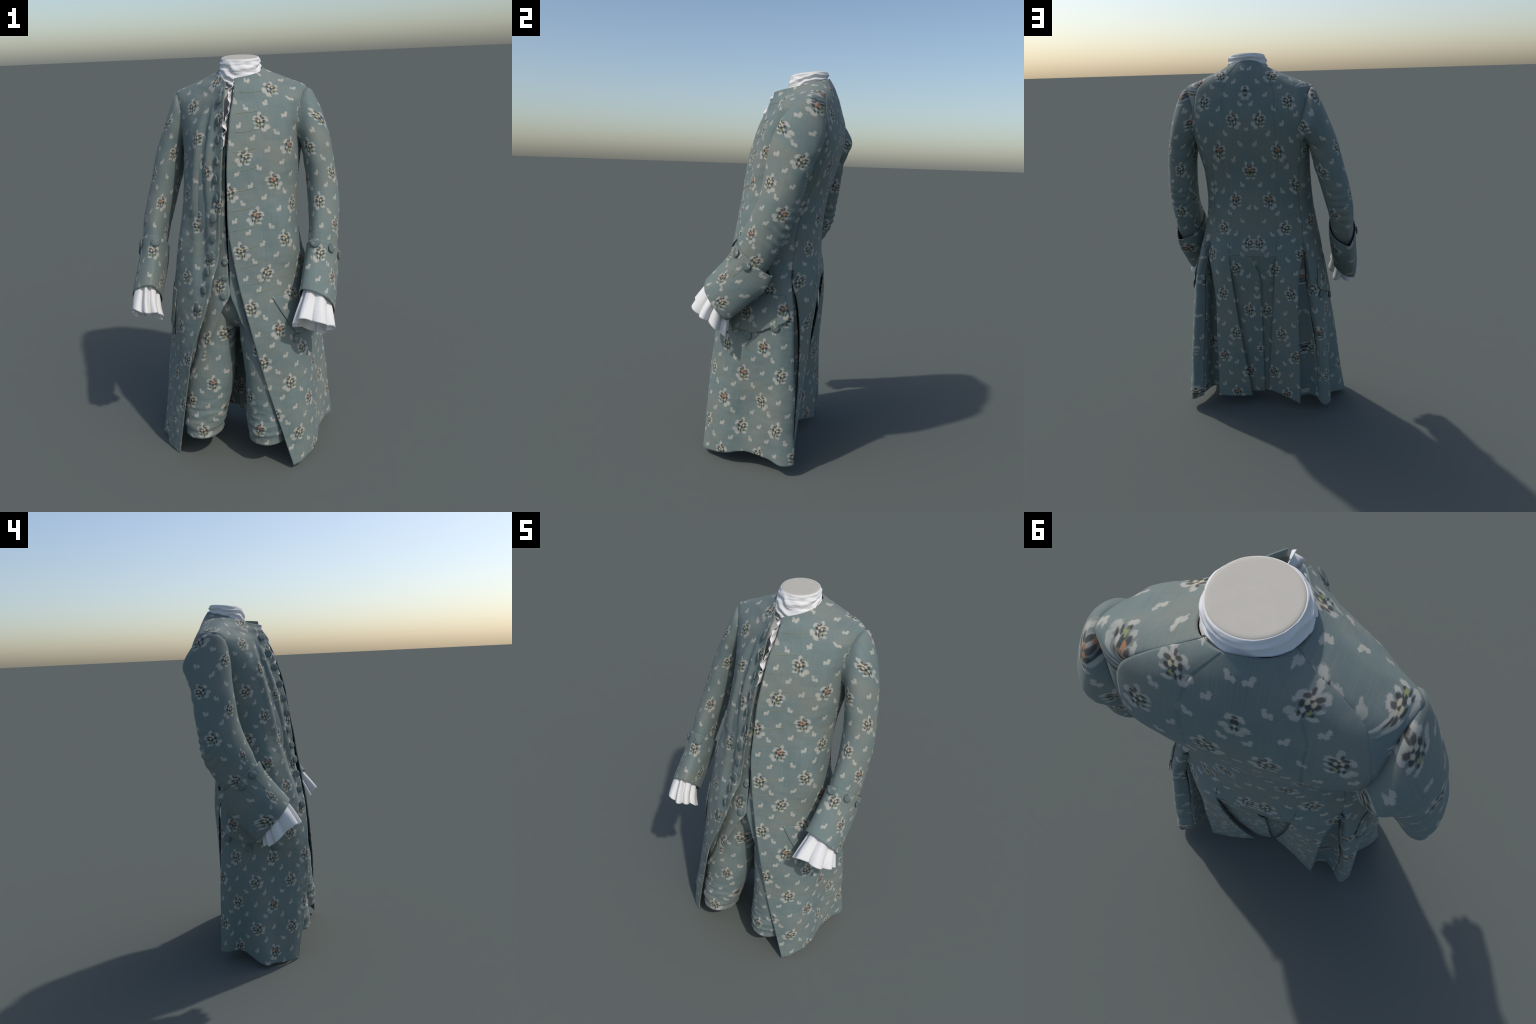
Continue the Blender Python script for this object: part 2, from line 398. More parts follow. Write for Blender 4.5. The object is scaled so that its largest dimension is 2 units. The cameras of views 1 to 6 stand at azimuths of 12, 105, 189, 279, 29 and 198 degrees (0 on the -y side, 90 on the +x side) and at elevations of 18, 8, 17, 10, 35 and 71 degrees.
NECK = [  # rows over the shoulders up to the neckline, heights differ along the row
 [(-.001,-.030,1.872),(-.024,.018,1.892),(-.043,.058,1.908),(-.057,.105,1.925),(-.051,.182,1.943),(-.028,.222,1.957),(.010,.240,1.963),(.06,.243,1.957),(.104,.222,1.945),(.133,.180,1.93),(.131,.108,1.915),(.104,.035,1.905),(.046,-.042,1.895)],
 [(-.001,-.040,1.860),(-.042,.018,1.875),(-.080,.07,1.890),(-.112,.125,1.905),(-.092,.2,1.917),(-.047,.243,1.926),(.013,.262,1.931),(.085,.259,1.926),(.150,.236,1.918),(.182,.19,1.907),(.160,.117,1.895),(.115,.028,1.880),(.047,-.047,1.872)],
 [(0,-.060,1.840),(-.065,.008,1.852),(-.142,.074,1.862),(-.215,.138,1.866),(-.17,.22,1.873),(-.085,.262,1.884),(.017,.282,1.888),(.115,.277,1.886),(.215,.257,1.881),(.265,.205,1.875),(.21,.118,1.866),(.14,.020,1.852),(.047,-.064,1.845)],
 [(0,-.068,1.820),(-.08,.0,1.826),(-.18,.068,1.830),(-.296,.142,1.830),(-.218,.243,1.836),(-.105,.278,1.842),(.018,.298,1.845),(.13,.293,1.842),(.262,.27,1.840),(.346,.214,1.834),(.28,.105,1.837),(.165,.018,1.828),(.046,-.073,1.822)],
]
def body_rows():
    rows = [list(map(tuple, r)) for r in NECK]
    for z in Zs:
        rows.append([(x, y, z) for x, y in UP[z]])
    return np.array(rows)
BODY = body_rows()

def lerp(a, b, t): return np.array(a) * (1 - t) + np.array(b) * t

def inward(row, j, depth):
    """point hidden behind column j, moved toward the body's middle"""
    p = np.array(row[j], float); c = np.array([0.02, 0.06, p[2]])
    d = c - p; d /= np.linalg.norm(d)
    return p + d * depth

# ---- front panels (front edge to side back vent, neck to hem, with a fold turned in at the vent)
def front_panel(side):
    cols = [0, 1, 2, 3, 4] if side < 0 else [12, 11, 10, 9, 8]
    rows = []
    for r in BODY:
        pts = [np.array(r[c]) for c in cols]
        nb = np.array(r[5 if side < 0 else 7])
        mids = []
        for f in (0.38, 0.72):
            mid = lerp(pts[3], pts[4], f)
            out = mid - np.array([0.02, 0.06, mid[2]]); out[2] = 0; out /= np.linalg.norm(out)
            mids.append(mid + out * 0.12 * np.linalg.norm(pts[3] - pts[4]))
        rows.append([*pts[:4], *mids, pts[4], inward(r, cols[4], 0.012) + 0.12 * (nb - pts[4])])
    if side > 0:
        low = [
         (0.98, [(.066,-.264),(.19,-.210),(.305,-.105),(.357,.035),(.352,.095),(.335,.13),(.308,.148),(.280,.120)]),
         (0.85, [(.098,-.283),(.215,-.226),(.335,-.118),(.379,.02),(.388,.085),(.380,.135),(.352,.172),(.318,.150)]),
         (0.65, [(.146,-.297),(.265,-.252),(.36,-.135),(.398,.01),(.408,.085),(.408,.14),(.374,.187),(.331,.163)]),
         (0.45, [(.196,-.305),(.305,-.248),(.373,-.14),(.400,.0),(.418,.085),(.428,.148),(.393,.202),(.346,.174)]),
         (0.25, [(.251,-.304),(.335,-.257),(.392,-.14),(.404,.0),(.428,.09),(.446,.158),(.410,.215),(.358,.188)]),
         (0.04, [(.311,-.298),(.36,-.25),(.41,-.14),(.412,.0),(.432,.10),(.458,.17),(.425,.226),(.370,.198)]),
        ]
        hem = [.022, .034, .058, .082, .070, .058, .062, .075]
    else:
        low = [
         (0.98, [(-.058,-.26),(-.19,-.204),(-.285,-.112),(-.316,.03),(-.300,.09),(-.277,.135),(-.247,.167),(-.225,.135)]),
         (0.85, [(-.092,-.289),(-.22,-.218),(-.306,-.118),(-.335,.025),(-.326,.085),(-.305,.135),(-.268,.170),(-.236,.125)]),
         (0.65, [(-.166,-.306),(-.25,-.232),(-.323,-.120),(-.363,.0),(-.345,.085),(-.326,.14),(-.290,.178),(-.256,.145)]),
         (0.45, [(-.210,-.300),(-.28,-.235),(-.344,-.128),(-.391,-.005),(-.350,.082),(-.350,.145),(-.320,.186),(-.292,.155)]),
         (0.25, [(-.254,-.279),(-.32,-.23),(-.369,-.125),(-.413,-.015),(-.352,.080),(-.364,.148),(-.335,.192),(-.302,.160)]),
         (0.02, [(-.308,-.246),(-.36,-.205),(-.412,-.12),(-.437,-.04),(-.354,.082),(-.378,.152),(-.345,.196),(-.305,.168)]),
        ]
        hem = [.0, .006, .016, .026, .060, .056, .052, .07]
    for n, (z, pts) in enumerate(low):
        rows.append([(x, y, hem[c] if n == len(low) - 1 else z) for c, (x, y) in enumerate(pts)])
    return np.array([[np.array(p, float) for p in r] for r in rows])

def panel_relief(P, side):
    """soft long folds and puckers in the cloth"""
    N = grid_normals(P)
    if (N[..., 1][: , :8].mean()) > 0: N = -N
    X, Y, Z = P[..., 0], P[..., 1], P[..., 2]
    d = 0.0020 * noise_grid(P, 9.0, 3.0 + side, (1, 1, 0.45), 4) + 0.0011 * noise_grid(P, 30.0, 8.0 + side, (0.5, 0.5, 1.6), 2)
    if side < 0:
        # oblique drag folds from the shoulder to the front edge
        th = np.arctan2(X - 0.02, -(Y - 0.06))
        s = th * 0.29
        for s0, w, amp, slope in ((-0.27, 0.036, 0.012, 0.15), (-0.165, 0.032, 0.010, 0.12), (-0.215, 0.034, -0.008, 0.135), (-0.10, 0.026, -0.005, 0.08)):
            c = s0 + slope * (1.7 - Z)
            m = np.clip((1.80 - Z) / 0.12, 0, 1) * np.clip((Z - 0.75) / 0.3, 0, 1)
            d = d + amp * np.exp(-((s - c) / w) ** 2) * m
        edge = np.exp(-((s + 0.05) / 0.06) ** 2)
        d = d + 0.0025 * edge * np.sin(Z * 46 + 2.5 * noise_grid(P, 5.0, 9.0)) * np.clip((1.5 - Z) / 0.4, 0, 1)
    else:
        d = d + 0.0012 * noise_grid(P, 26.0, 5.0, (1, 1, 0.6), 3)
        d = d + 0.006 * noise_grid(P, 5.0, 12.0, (1, 1, 1), 2) * np.clip((0.6 - Z) / 0.3, 0, 1)
    return P + N * d[..., None]

COAT = {}
for side, mat in ((1, M_front_l), (-1, M_front_r)):
    P = surface(front_panel(side), 0.0075)
    P = panel_relief(P, side)
    V, F = sheet(P, 1 if side < 0 else -1, 0.004)
    COAT[side] = add_mesh("coat_front", V, F, mat)

# ---- back panel in three strips joined above the waist, folds and slit below
def strip(cols, low_rows, ghost_l, ghost_r):
    rows = []
    for r in BODY:
        rows.append([r[c] for c in ([ghost_l] + cols + [ghost_r])])
    return rows

def back_parts():
    up = BODY
    parts = []
    WZ = 0.955
    wl = {4: (-.235, .168), 5: (-.095, .236), 6: (.036, .246), 7: (.164, .239), 8: (.300, .150)}
    def upper(c): return [tuple(r[c]) for r in up]
    def midcol(c0, c1, bulge):
        out = []
        for r in up:
            m = lerp(r[c0], r[c1], 0.5); d = m - np.array([0.02, 0.06, m[2]]); d[2] = 0
            out.append(tuple(m + bulge * np.linalg.norm(r[c0] - r[c1]) * d / np.linalg.norm(d)))
        return out
    ghost = lambda c, c2: [tuple(np.array(r[c2])) for r in up]
    def build(upcols, lowrows, gl, gr):
        cols = [ghost(0, gl)] + upcols + [ghost(0, gr)]
        g = [[cols[c][i] for c in range(len(cols))] for i in range(len(up))]
        for z, pts in lowrows:
            pts = [(p[0], p[1], p[2] if len(p) > 2 else z) for p in pts]
            e0 = tuple(2 * np.array(pts[0]) - np.array(pts[1])); e1 = tuple(2 * np.array(pts[-1]) - np.array(pts[-2]))
            g.append([e0] + pts + [e1])
        return surface(np.array(g), 0.0075, 1, len(cols) - 2)
    # +x strip: fold edge, mid, vent edge
    left = build([upper(7), midcol(7, 8, .07), upper(8)], [
        (WZ, [wl[7], (.238,.208), wl[8]]), (.86, [(.158,.240),(.225,.225),(.284,.174)]), (.70, [(.145,.230),(.210,.216),(.264,.192)]),
        (.45, [(.122,.204),(.197,.206),(.268,.196)]), (.25, [(.102,.176),(.184,.192),(.271,.193)]), (.07, [(.086,.143,.060),(.178,.173,.066),(.280,.188,.076)])], 6, 9)
    right = build([upper(4), midcol(4, 5, .07), upper(5)], [
        (WZ, [wl[4], (-.165,.219), wl[5]]), (.86, [(-.216,.19),(-.15,.232),(-.086,.232)]), (.70, [(-.206,.205),(-.138,.228),(-.07,.214)]),
        (.45, [(-.206,.208),(-.125,.205),(-.045,.174)]), (.25, [(-.207,.203),(-.115,.177),(-.022,.143)]), (.06, [(-.204,.197,.050),(-.1,.152,.074),(-.004,.116,.090)])], 3, 6)
    mid_up = build([upper(5), upper(6), upper(7)], [(WZ, [wl[5], wl[6], wl[7]])], 4, 8)
    # vent edges turned in, as narrow returns
    def turn(P, col, vec, seg=5):
        E = P[:, col]; k0 = int(np.argmin(np.abs(E[:, 2] - 0.985)))
        E = E[k0:]
        return np.stack([E + np.array(vec) * (s / (seg - 1)) * np.clip((0.985 - E[:, 2:3]) / 0.1, 0, 1) for s in np.linspace(0, seg - 1, seg)], 1)
    inner_l = surface(np.array([[(x, y, z) for x, y in pts] for z, pts in [
        (.957, [(.036,.2455),(.10,.2445),(.160,.2395)]), (.90, [(.020,.238),(.095,.239),(.175,.228)]), (.86, [(.006,.230),(.09,.232),(.178,.220)]), (.70, [(.000,.209),(.08,.213),(.168,.204)]),
        (.45, [(.004,.178),(.07,.184),(.150,.178)]), (.25, [(.010,.146),(.06,.154),(.135,.150)]), (.078, [(.016,.116),(.06,.124),(.125,.126)])]]), 0.009)
    inner_r = surface(np.array([[(x, y, z) for x, y in pts] for z, pts in [
        (.957, [(-.092,.2355),(-.03,.243),(.036,.245)]), (.90, [(-.115,.215),(-.03,.226),(.050,.228)]), (.86, [(-.115,.209),(-.03,.218),(.04,.220)]), (.70, [(-.10,.192),(-.03,.195),(.04,.197)]),
        (.45, [(-.085,.155),(-.02,.162),(.04,.166)]), (.25, [(-.065,.125),(-.01,.132),(.04,.136)]), (.080, [(-.05,.10),(-.005,.106),(.04,.108)])]]), 0.009)
    return left, right, mid_up, inner_l, inner_r

BL, BR, BM, IL, IR = back_parts()
def back_relief(P, sgn=1):
    d = 0.0018 * noise_grid(P, 7.0, 21.0, (1, 1, 0.5), 3)
    w = np.clip((P[..., 2] - 0.97) / 0.05, 0, 1)
    P = P.copy(); P[..., 1] += d * w + 0.6 * d * (1 - w)
    return P
parts = []
def outward_sign(P):
    N = grid_normals(P); return 1 if N[..., 1].mean() > 0 else -1
for P in (BL, BR, BM, IL, IR):
    P = back_relief(P)
    parts.append(sheet(P, outward_sign(P), 0.004))
V, F = merge(parts)
BACK = add_mesh("coat_back", V, F, M_back)
import bmesh
bm = bmesh.new(); bm.from_mesh(BACK.data)
bmesh.ops.remove_doubles(bm, verts=[v for v in bm.verts if v.co.z > 0.96], dist=0.0022)
bm.to_mesh(BACK.data); bm.free()
BACK.data.polygons.foreach_set("use_smooth", [True] * len(BACK.data.polygons))

# ---- inverted pleats between back skirt and side skirt
pl = {
 1: [(.985, [(.285,.150),(.28,.138),(.292,.132),(.30,.138)]), (.86, [(.278,.166),(.275,.125),(.292,.110),(.317,.148)]), (.65, [(.262,.186),(.264,.115),(.295,.095),(.329,.160)]),
     (.40, [(.266,.192),(.272,.110),(.310,.095),(.348,.174)]), (.09, [(.276,.186),(.284,.110),(.325,.10),(.368,.195)])],
 -1: [(.985, [(-.232,.166),(-.225,.15),(-.235,.145),(-.24,.150)]), (.86, [(-.215,.187),(-.210,.152),(-.224,.140),(-.237,.132)]), (.65, [(-.205,.203),(-.207,.155),(-.232,.140),(-.257,.148)]),
     (.40, [(-.205,.206),(-.210,.155),(-.25,.138),(-.294,.158)]), (.08, [(-.205,.198),(-.213,.152),(-.26,.138),(-.305,.167)])],
}
for s in (1, -1):
    # the first column is tucked under the back skirt, the last under the side skirt
    G = [[(x - (.014 * s if c == 0 else 0), y - (.005 if c == 0 else 0), z) for c, (x, y) in enumerate(pts)] for z, pts in pl[s]]
    P = surface(np.array(G), 0.01)
    V, F = sheet(P, outward_sign(P), 0.003)
    add_mesh("side_pleat", V, F, M_pleat if s > 0 else M_pleat_r)

# ------------------------------------------------------------------ sleeves, cuffs, frills
def yz(front, rear, x, a, yaw=0.0, e=2.0):
    f, r = np.array(front), np.array(rear)
    c = (f + r) / 2; u = (r - f) / 2
    u = u * (1 - 1.2 * abs(yaw))
    return ((x, c[0], c[1]), (yaw, u[0], u[1]), (a, -0.75 * abs(yaw) * math.copysign(1, yaw), 0.6 * yaw), e)

def sleeve_sections(s):
    if s > 0:
        return [
         ((.285,.180,1.685), (0,.095,-.01), (.035,.02,.120)),
         ((.326,.182,1.695), (0,.104,-.01), (.034,.028,.133)),
         ((.354,.176,1.668), (0,.118,-.01), (.050,.010,.095)),
         ((.384,.162,1.605), (0,.121,.00), (.066,.00,.040)),
         ((.404,.141,1.520), (0,.117,.01), (.071,.00,.010)),
         ((.422,.117,1.410), (0,.109,.02), (.074,0,0)),
         ((.436,.080,1.290), (.016,.109,.0), (.074,-.012,.004), 1.85),
         ((.441,.038,1.190), (.030,.106,-.015), (.067,-.024,.012), 1.8),
         ((.438,-.012,1.095), (.040,.086,-.043), (.058,-.030,.022), 1.8),
         ((.432,-.078,.99), (.042,.070,-.056), (.052,-.030,.025), 1.8),
         ((.428,-.140,.915), (.042,.058,-.052), (.048,-.030,.025), 1.8)]
    return [
         ((-.235,.178,1.685), (0,.095,-.01), (-.035,.00,.120)),
         ((-.270,.192,1.688), (0,.114,-.01), (-.030,-.020,.138)),
         ((-.292,.196,1.670), (0,.128,-.01), (-.042,-.005,.100)),
         ((-.326,.182,1.605), (0,.124,.00), (-.060,.00,.045)),
         ((-.356,.161,1.520), (0,.116,.01), (-.072,.00,.012)),
         ((-.382,.143,1.410), (0,.118,.02), (-.078,0,0)),
         ((-.410,.114,1.290), (-.016,.122,.0), (-.074,-.012,.004), 1.85),
         ((-.431,.080,1.190), (-.030,.125,-.015), (-.066,-.024,.012), 1.75),
         ((-.436,.032,1.095), (-.038,.100,-.045), (-.056,-.030,.022), 1.75),
         ((-.438,-.048,.99), (-.040,.076,-.058), (-.050,-.030,.025), 1.75),
         ((-.440,-.108,.915), (-.040,.062,-.055), (-.047,-.030,.025), 1.75)]

def relief_tube(P, s):
    N = ring_normals(P)
    Z, Y = P[..., 2], P[..., 1]
    C = P.mean(1, keepdims=True)
    rear = np.clip((Y - C[..., 1]) / 0.09, -1, 1)
    d = 0.003 * noise_grid(P, 8.0, 31 + s, (1, 1, 0.7), 3)
    # creases gathered behind the elbow and under the arm
    el = np.exp(-((Z - 1.22) / 0.10) ** 2) * np.clip(rear, 0, 1)
    d += 0.0048 * el * np.sin(Z * 150 + 12 * rear + 3 * noise_grid(P, 6.0, 4.0))
    inner = np.clip(-(P[..., 0] - C[..., 0]) * s / 0.06, 0, 1)
    arm = np.exp(-((Z - 1.50) / 0.09) ** 2)
    d += 0.004 * arm * np.clip(inner * 0.6 + rear * 0.6, 0, 1) * np.sin(Z * 75 + 9 * rear)
    return P + N * d[..., None]

cuff_def = {
  1: [yz((-.104, 1.154), (.080, 1.008), .438, .066, .046, 1.8), yz((-.142, 1.087), (.058, .938), .434, .066, .052, 1.75), yz((-.198, 1.022), (-.024, .854), .430, .064, .060, 1.7), yz((-.252, .962), (-.122, .768), .426, .062, .066, 1.6)],
 -1: [yz((-.082, 1.158), (.124, .994), -.436, .064, -.044, 1.8), yz((-.118, 1.094), (.102, .920), -.437, .063, -.050, 1.75), yz((-.175, 1.022), (.022, .826), -.439, .061, -.056, 1.65), yz((-.236, .950), (-.056, .742), -.440, .060, -.060, 1.55)],
}
frill_def = {
  1: [yz((-.215, .965), (-.130, .845), .426, .045, .035), yz((-.252, .915), (-.140, .80), .423, .050, .045), yz((-.288, .865), (-.150, .75), .419, .057, .055), yz((-.316, .822), (-.156, .708), .415, .064, .060)],
 -1: [yz((-.195, .945), (-.09, .815), -.440, .044, -.035), yz((-.226, .905), (-.095, .775), -.439, .049, -.043), yz((-.252, .862), (-.102, .742), -.436, .053, -.045), yz((-.274, .818), (-.108, .715), -.430, .058, -.048)],
}
CUFF = {}
for s, mat in ((1, M_sleeve_l), (-1, M_sleeve_r)):
    P, t = tube(sleeve_sections(s), 0.008, 112)
    P = relief_tube(P, s)
    V, F = ring_mesh(P, 0.003)
    SL = add_mesh("sleeve", V, F, mat)
    P, t = tube(cuff_def[s], 0.007, 112)
    ang = np.linspace(0, 2 * math.pi, 112, endpoint=False)
    # winged upper corner of the turned-back cuff at the rear of the arm
    wing = np.exp(-((ang - math.pi) / 0.40) ** 2)[None, :, None] * np.clip((0.45 - t) / 0.45, 0, 1)[:, None, None]
    P = P + wing * np.array([0.004 * s, 0.022, -0.008])[None, None, :]
    P = P + ring_normals(P) * (0.0016 * noise_grid(P, 14.0, 41 + s, (1, 1, 1), 3))[..., None]
    V, F = ring_mesh(P, 0.004)
    CUFF[s] = add_mesh("cuff", V, F, mat, SL)
    # gathered linen frill
    P, t = tube(frill_def[s], 0.005, 192)
    C = P.mean(1, keepdims=True)
    ang = np.linspace(0, 2 * math.pi, 192, endpoint=False)
    ph = 0.6 * np.sin(2 * ang + s) + 0.35 * np.sin(3 * ang + 1.3)
    wave = 1 - 2 * np.abs(np.sin(4 * ang + 0.9 * ph)) ** 0.8        # narrow gathers, broad rolls
    wave2 = np.sin(13 * ang + 2.0 * ph)
    amp = (0.10 + 0.09 * t[:, None])
    P = C + (P - C) * (1 - amp * wave[None, :] + 0.035 * (1 - t[:, None]) * wave2[None, :])[..., None]
    P[..., 2] += (0.010 * np.sin(3 * ang + 0.5 * s))[None, :] * t[:, None]
    V, F = ring_mesh(P, 0.002)
    add_mesh("wrist_frill", V, F, M_linen, SL)
    # shirt sleeve end closing the wrist
    Q, t = tube([frill_def[s][0], frill_def[s][1]], 0.01, 48)
    C = Q.mean(1, keepdims=True); Q = C + (Q - C) * 0.86
    V, F = ring_mesh(Q, 0.0, True, True)
    add_mesh("shirt_wristband", V, F, M_linen, SL)

# ------------------------------------------------------------------ neck: stock and padded form
def stock():
    sec = [((.035,.128,1.862), (-.032,.100,.02), (.094,.035,.0)), ((.035,.132,1.89), (-.031,.099,.02), (.097,.037,.0)), ((.036,.135,1.93), (-.03,.097,.018), (.094,.036,.0)),
           ((.036,.137,1.960), (-.03,.093,.014), (.089,.034,.0)), ((.038,.139,1.977), (-.03,.091,.012), (.087,.033,.0)), ((.038,.139,1.985), (-.03,.086,.011), (.082,.032,.0))]
    P, t = tube(sec, 0.0025, 160)
    N = ring_normals(P)
    ang = np.linspace(0, 2 * math.pi, 160, endpoint=False)
    A, T = np.meshgrid(ang, t)
    q = np.cos(A); 
    low = noise_grid(P, 9.0, 51.0, (1, 1, 1), 2)
    d = 0.0042 * np.sin(26 * T + 5 * q * (1 - T) + 7 * low) * (1 - 0.6 * np.clip((T - 0.75) / 0.2, 0, 1)) * np.clip((1 - T) / 0.06, 0, 1)
    d += 0.0025 * noise_grid(P, 40.0, 52.0, (0.5, 0.5, 3.0), 3) * np.clip((1 - T) / 0.06, 0, 1)
    P = P + N * d[..., None]
    V, F = ring_mesh(P, 0.003)
    add_mesh("neck_stock", V, F, M_linen)
    # cream top of the dress form
    c, u, v = [np.array(a) for a in sec[-1][:3]]
    n = np.cross(v, u); n /= np.linalg.norm(n); n = n if n[2] > 0 else -n
    rows = []
    for k in range(0, 13):
        r = 1.005 * math.cos(k / 12 * math.pi / 2) ** 0.35 if k < 12 else 0.02
        h = 0.006 * math.sin(min(1, k / 5) * math.pi / 2) - 0.004
        r = [1.0, 0.995, 0.985, 0.965, 0.94, 0.9, 0.84, 0.74, 0.6, 0.45, 0.3, 0.15, 0.01][k]
        rows.append([c + n * h - r * math.cos(a) * u + r * math.sin(a) * v for a in np.linspace(0, 2 * math.pi, 96, endpoint=False)])
    V, F = ring_mesh(np.array(rows), 0.0, True, True)
    add_mesh("dress_form_neck", V, F, M_form)
stock()

# ------------------------------------------------------------------ shirt frill at the chest opening
rows = []
for i, t in enumerate(np.linspace(0, 1, 90)):
    z = 1.885 - 0.285 * t
    y = -0.052 - 0.095 * min(1, t * 1.1) ** 0.9
    x = 0.036 - 0.034 * t
    row = []
    for k, w in enumerate(np.linspace(0, 1, 10)):
        sw = (math.sin(t * 21 + 1.8 * math.sin(t * 8)) * 0.008 + 0.004 * math.sin(t * 47)) * w
        row.append((x + sw - 0.004 * w, y + 0.055 * (1 - w) - 0.010 * w + 0.006 * w * math.sin(t * 17), z - 0.012 * w))
    rows.append(row)
V, F = sheet(np.array(rows), 1, 0.002)
add_mesh("shirt_frill", V, F, M_linen)

# ------------------------------------------------------------------ waistcoat
vest = {
 -1: [(1.64, .004, -.108), (1.42, .004, -.172), (1.25, .003, -.204), (1.10, .008, -.218), (.97, .013, -.240), (.913, .019, -.260), (.862, -.010, -.270), (.748, -.061, -.284), (.641, -.113, -.292), (.53, -.166, -.292), (.468, -.203, -.287)],
  1: [(1.64, .010, -.106), (1.42, .012, -.168), (1.25, .014, -.200), (1.10, .014, -.214), (1.03, .018, -.226), (.91, .022, -.251), (.838, .050, -.258), (.765, .079, -.264), (.688, .128, -.269)],
}
VEST = {}
for s in (-1, 1):
    g = []
    for z, x, y in vest[s]:
        w = np.interp(z, [.46, .70, .95], [.025, .07, .16]) if s < 0 else np.interp(z, [.68, .80, .95], [.03, .08, .14])
        drop = 0.0
        g.append([(x + s * w * f, y + 0.055 * f ** 1.6, z - drop) for f in (0, 0.3, 0.65, 1.0)])
    P = surface(np.array(g), 0.008)
    d = 0.003 * noise_grid(P, 12.0, 61 + s, (1, 1, 0.7), 3)
    P[..., 1] += d
    V, F = sheet(P, -outward_sign(P), 0.006)
    VEST[s] = add_mesh("waistcoat_front", V, F, M_vest)

# ------------------------------------------------------------------ breeches
leg_def = {
 -1: [((-.10,-.02,.93), (.0,.20,0), (.14,0,0)), ((-.110,-.08,.80), (0,.155,0), (.122,0,0), 2.6), ((-.126,-.12,.65), (0,.128,0), (.124,0,0), 2.5), ((-.138,-.143,.45), (0,.127,0), (.129,0,0), 2.3),
      ((-.154,-.162,.30), (0,.124,0), (.122,0,0)), ((-.166,-.180,.215), (0,.118,0), (.108,0,0)), ((-.170,-.187,.185), (0,.112,0), (.101,0,0)), ((-.170,-.188,.172), (0,.109,0), (.097,0,0)), ((-.170,-.190,.138), (0,.112,0), (.099,0,0))],
  1: [((.13,-.04,.93), (.0,.20,0), (.14,0,0)), ((.148,-.08,.80), (0,.155,0), (.125,0,0), 2.6), ((.160,-.135,.65), (0,.130,0), (.119,0,0), 2.5), ((.172,-.165,.45), (0,.127,0), (.112,0,0), 2.3),
      ((.172,-.184,.30), (0,.118,0), (.110,0,0)), ((.170,-.198,.215), (0,.114,0), (.105,0,0)), ((.170,-.204,.185), (0,.108,0), (.099,0,0)), ((.170,-.205,.172), (0,.105,0), (.096,0,0)), ((.170,-.206,.136), (0,.108,0), (.098,0,0))],
}
for s in (-1, 1):
    P, t = tube(leg_def[s], 0.006, 128)
    N = ring_normals(P)
    Z = P[..., 2]
    d = 0.004 * noise_grid(P, 7.0, 71 + s, (1, 1, 1), 3)
    low = np.exp(-((Z - 0.24) / 0.10) ** 2) * np.clip((Z - 0.18) / 0.01, 0, 1)
    d += 0.006 * low * noise_grid(P, 16.0, 75 + s, (0.6, 0.6, 2.2), 3)
    d += 0.003 * np.exp(-((Z - 0.196) / 0.012) ** 2)
    d += 0.0022 * np.clip((0.18 - Z) / 0.01, 0, 1) * noise_grid(P, 45.0, 78.0, (1, 1, 1), 2)
    P = P + N * d[..., None]
    V, F = ring_mesh(P, 0.004)
    add_mesh("breeches_leg", V, F, M_breech)

# front fall of the breeches closing the fork
P = surface(np.array([[(x, y + 0.9 * (x - .018) ** 2 * 3, z) for x in np.linspace(a, b, 5)] for z, y, a, b in
    [(.98, -.228, -.15, .18), (.90, -.232, -.13, .16), (.84, -.232, -.10, .13), (.78, -.215, -.07, .10), (.73, -.175, -.04, .07), (.68, -.10, -.02, .05), (.66, -.02, -.01, .04)]]), 0.01)
P[..., 1] += 0.003 * noise_grid(P, 10.0, 66.0)
V, F = sheet(P, -outward_sign(P), 0.004)
add_mesh("breeches_fall", V, F, M_breech)
# shirt body behind the opening
P = surface(np.array([[(x, y + 0.25 * abs(x - .02), z) for x in (-.05, -.01, .02, .05, .09)] for z, y in [(1.90, .045), (1.84, .028), (1.75, -.020), (1.66, -.062), (1.55, -.105)]]), 0.01)
P[..., 1] += 0.004 * noise_grid(P, 18.0, 67.0)
V, F = sheet(P, -outward_sign(P), 0.003)
add_mesh("shirt_front", V, F, M_linen)

# ------------------------------------------------------------------ surface finders for buttons, flaps and stitching
def tree(ob):
    me = ob.data
    return BVHTree.FromPolygons([v.co.copy() for v in me.vertices], [tuple(p.vertices) for p in me.polygons])
T = {"front+": tree(COAT[1]), "front-": tree(COAT[-1]), "back": tree(BACK), "cuff+": tree(CUFF[1]), "cuff-": tree(CUFF[-1]), "vest-": tree(VEST[-1])}

def land(key, p, outward):
    """nearest surface point, normal turned to the outside"""
    c, n, i, d = T[key].find_nearest(Vector(p))
    o = Vector(outward)
    if n.dot(o) < 0: n = -n
    # shoot from outside so that the outer face is met
    h, hn, _, _ = T[key].ray_cast(c + n * 0.03, -n, 0.06)
    if h is not None:
        c = h
    return c, n

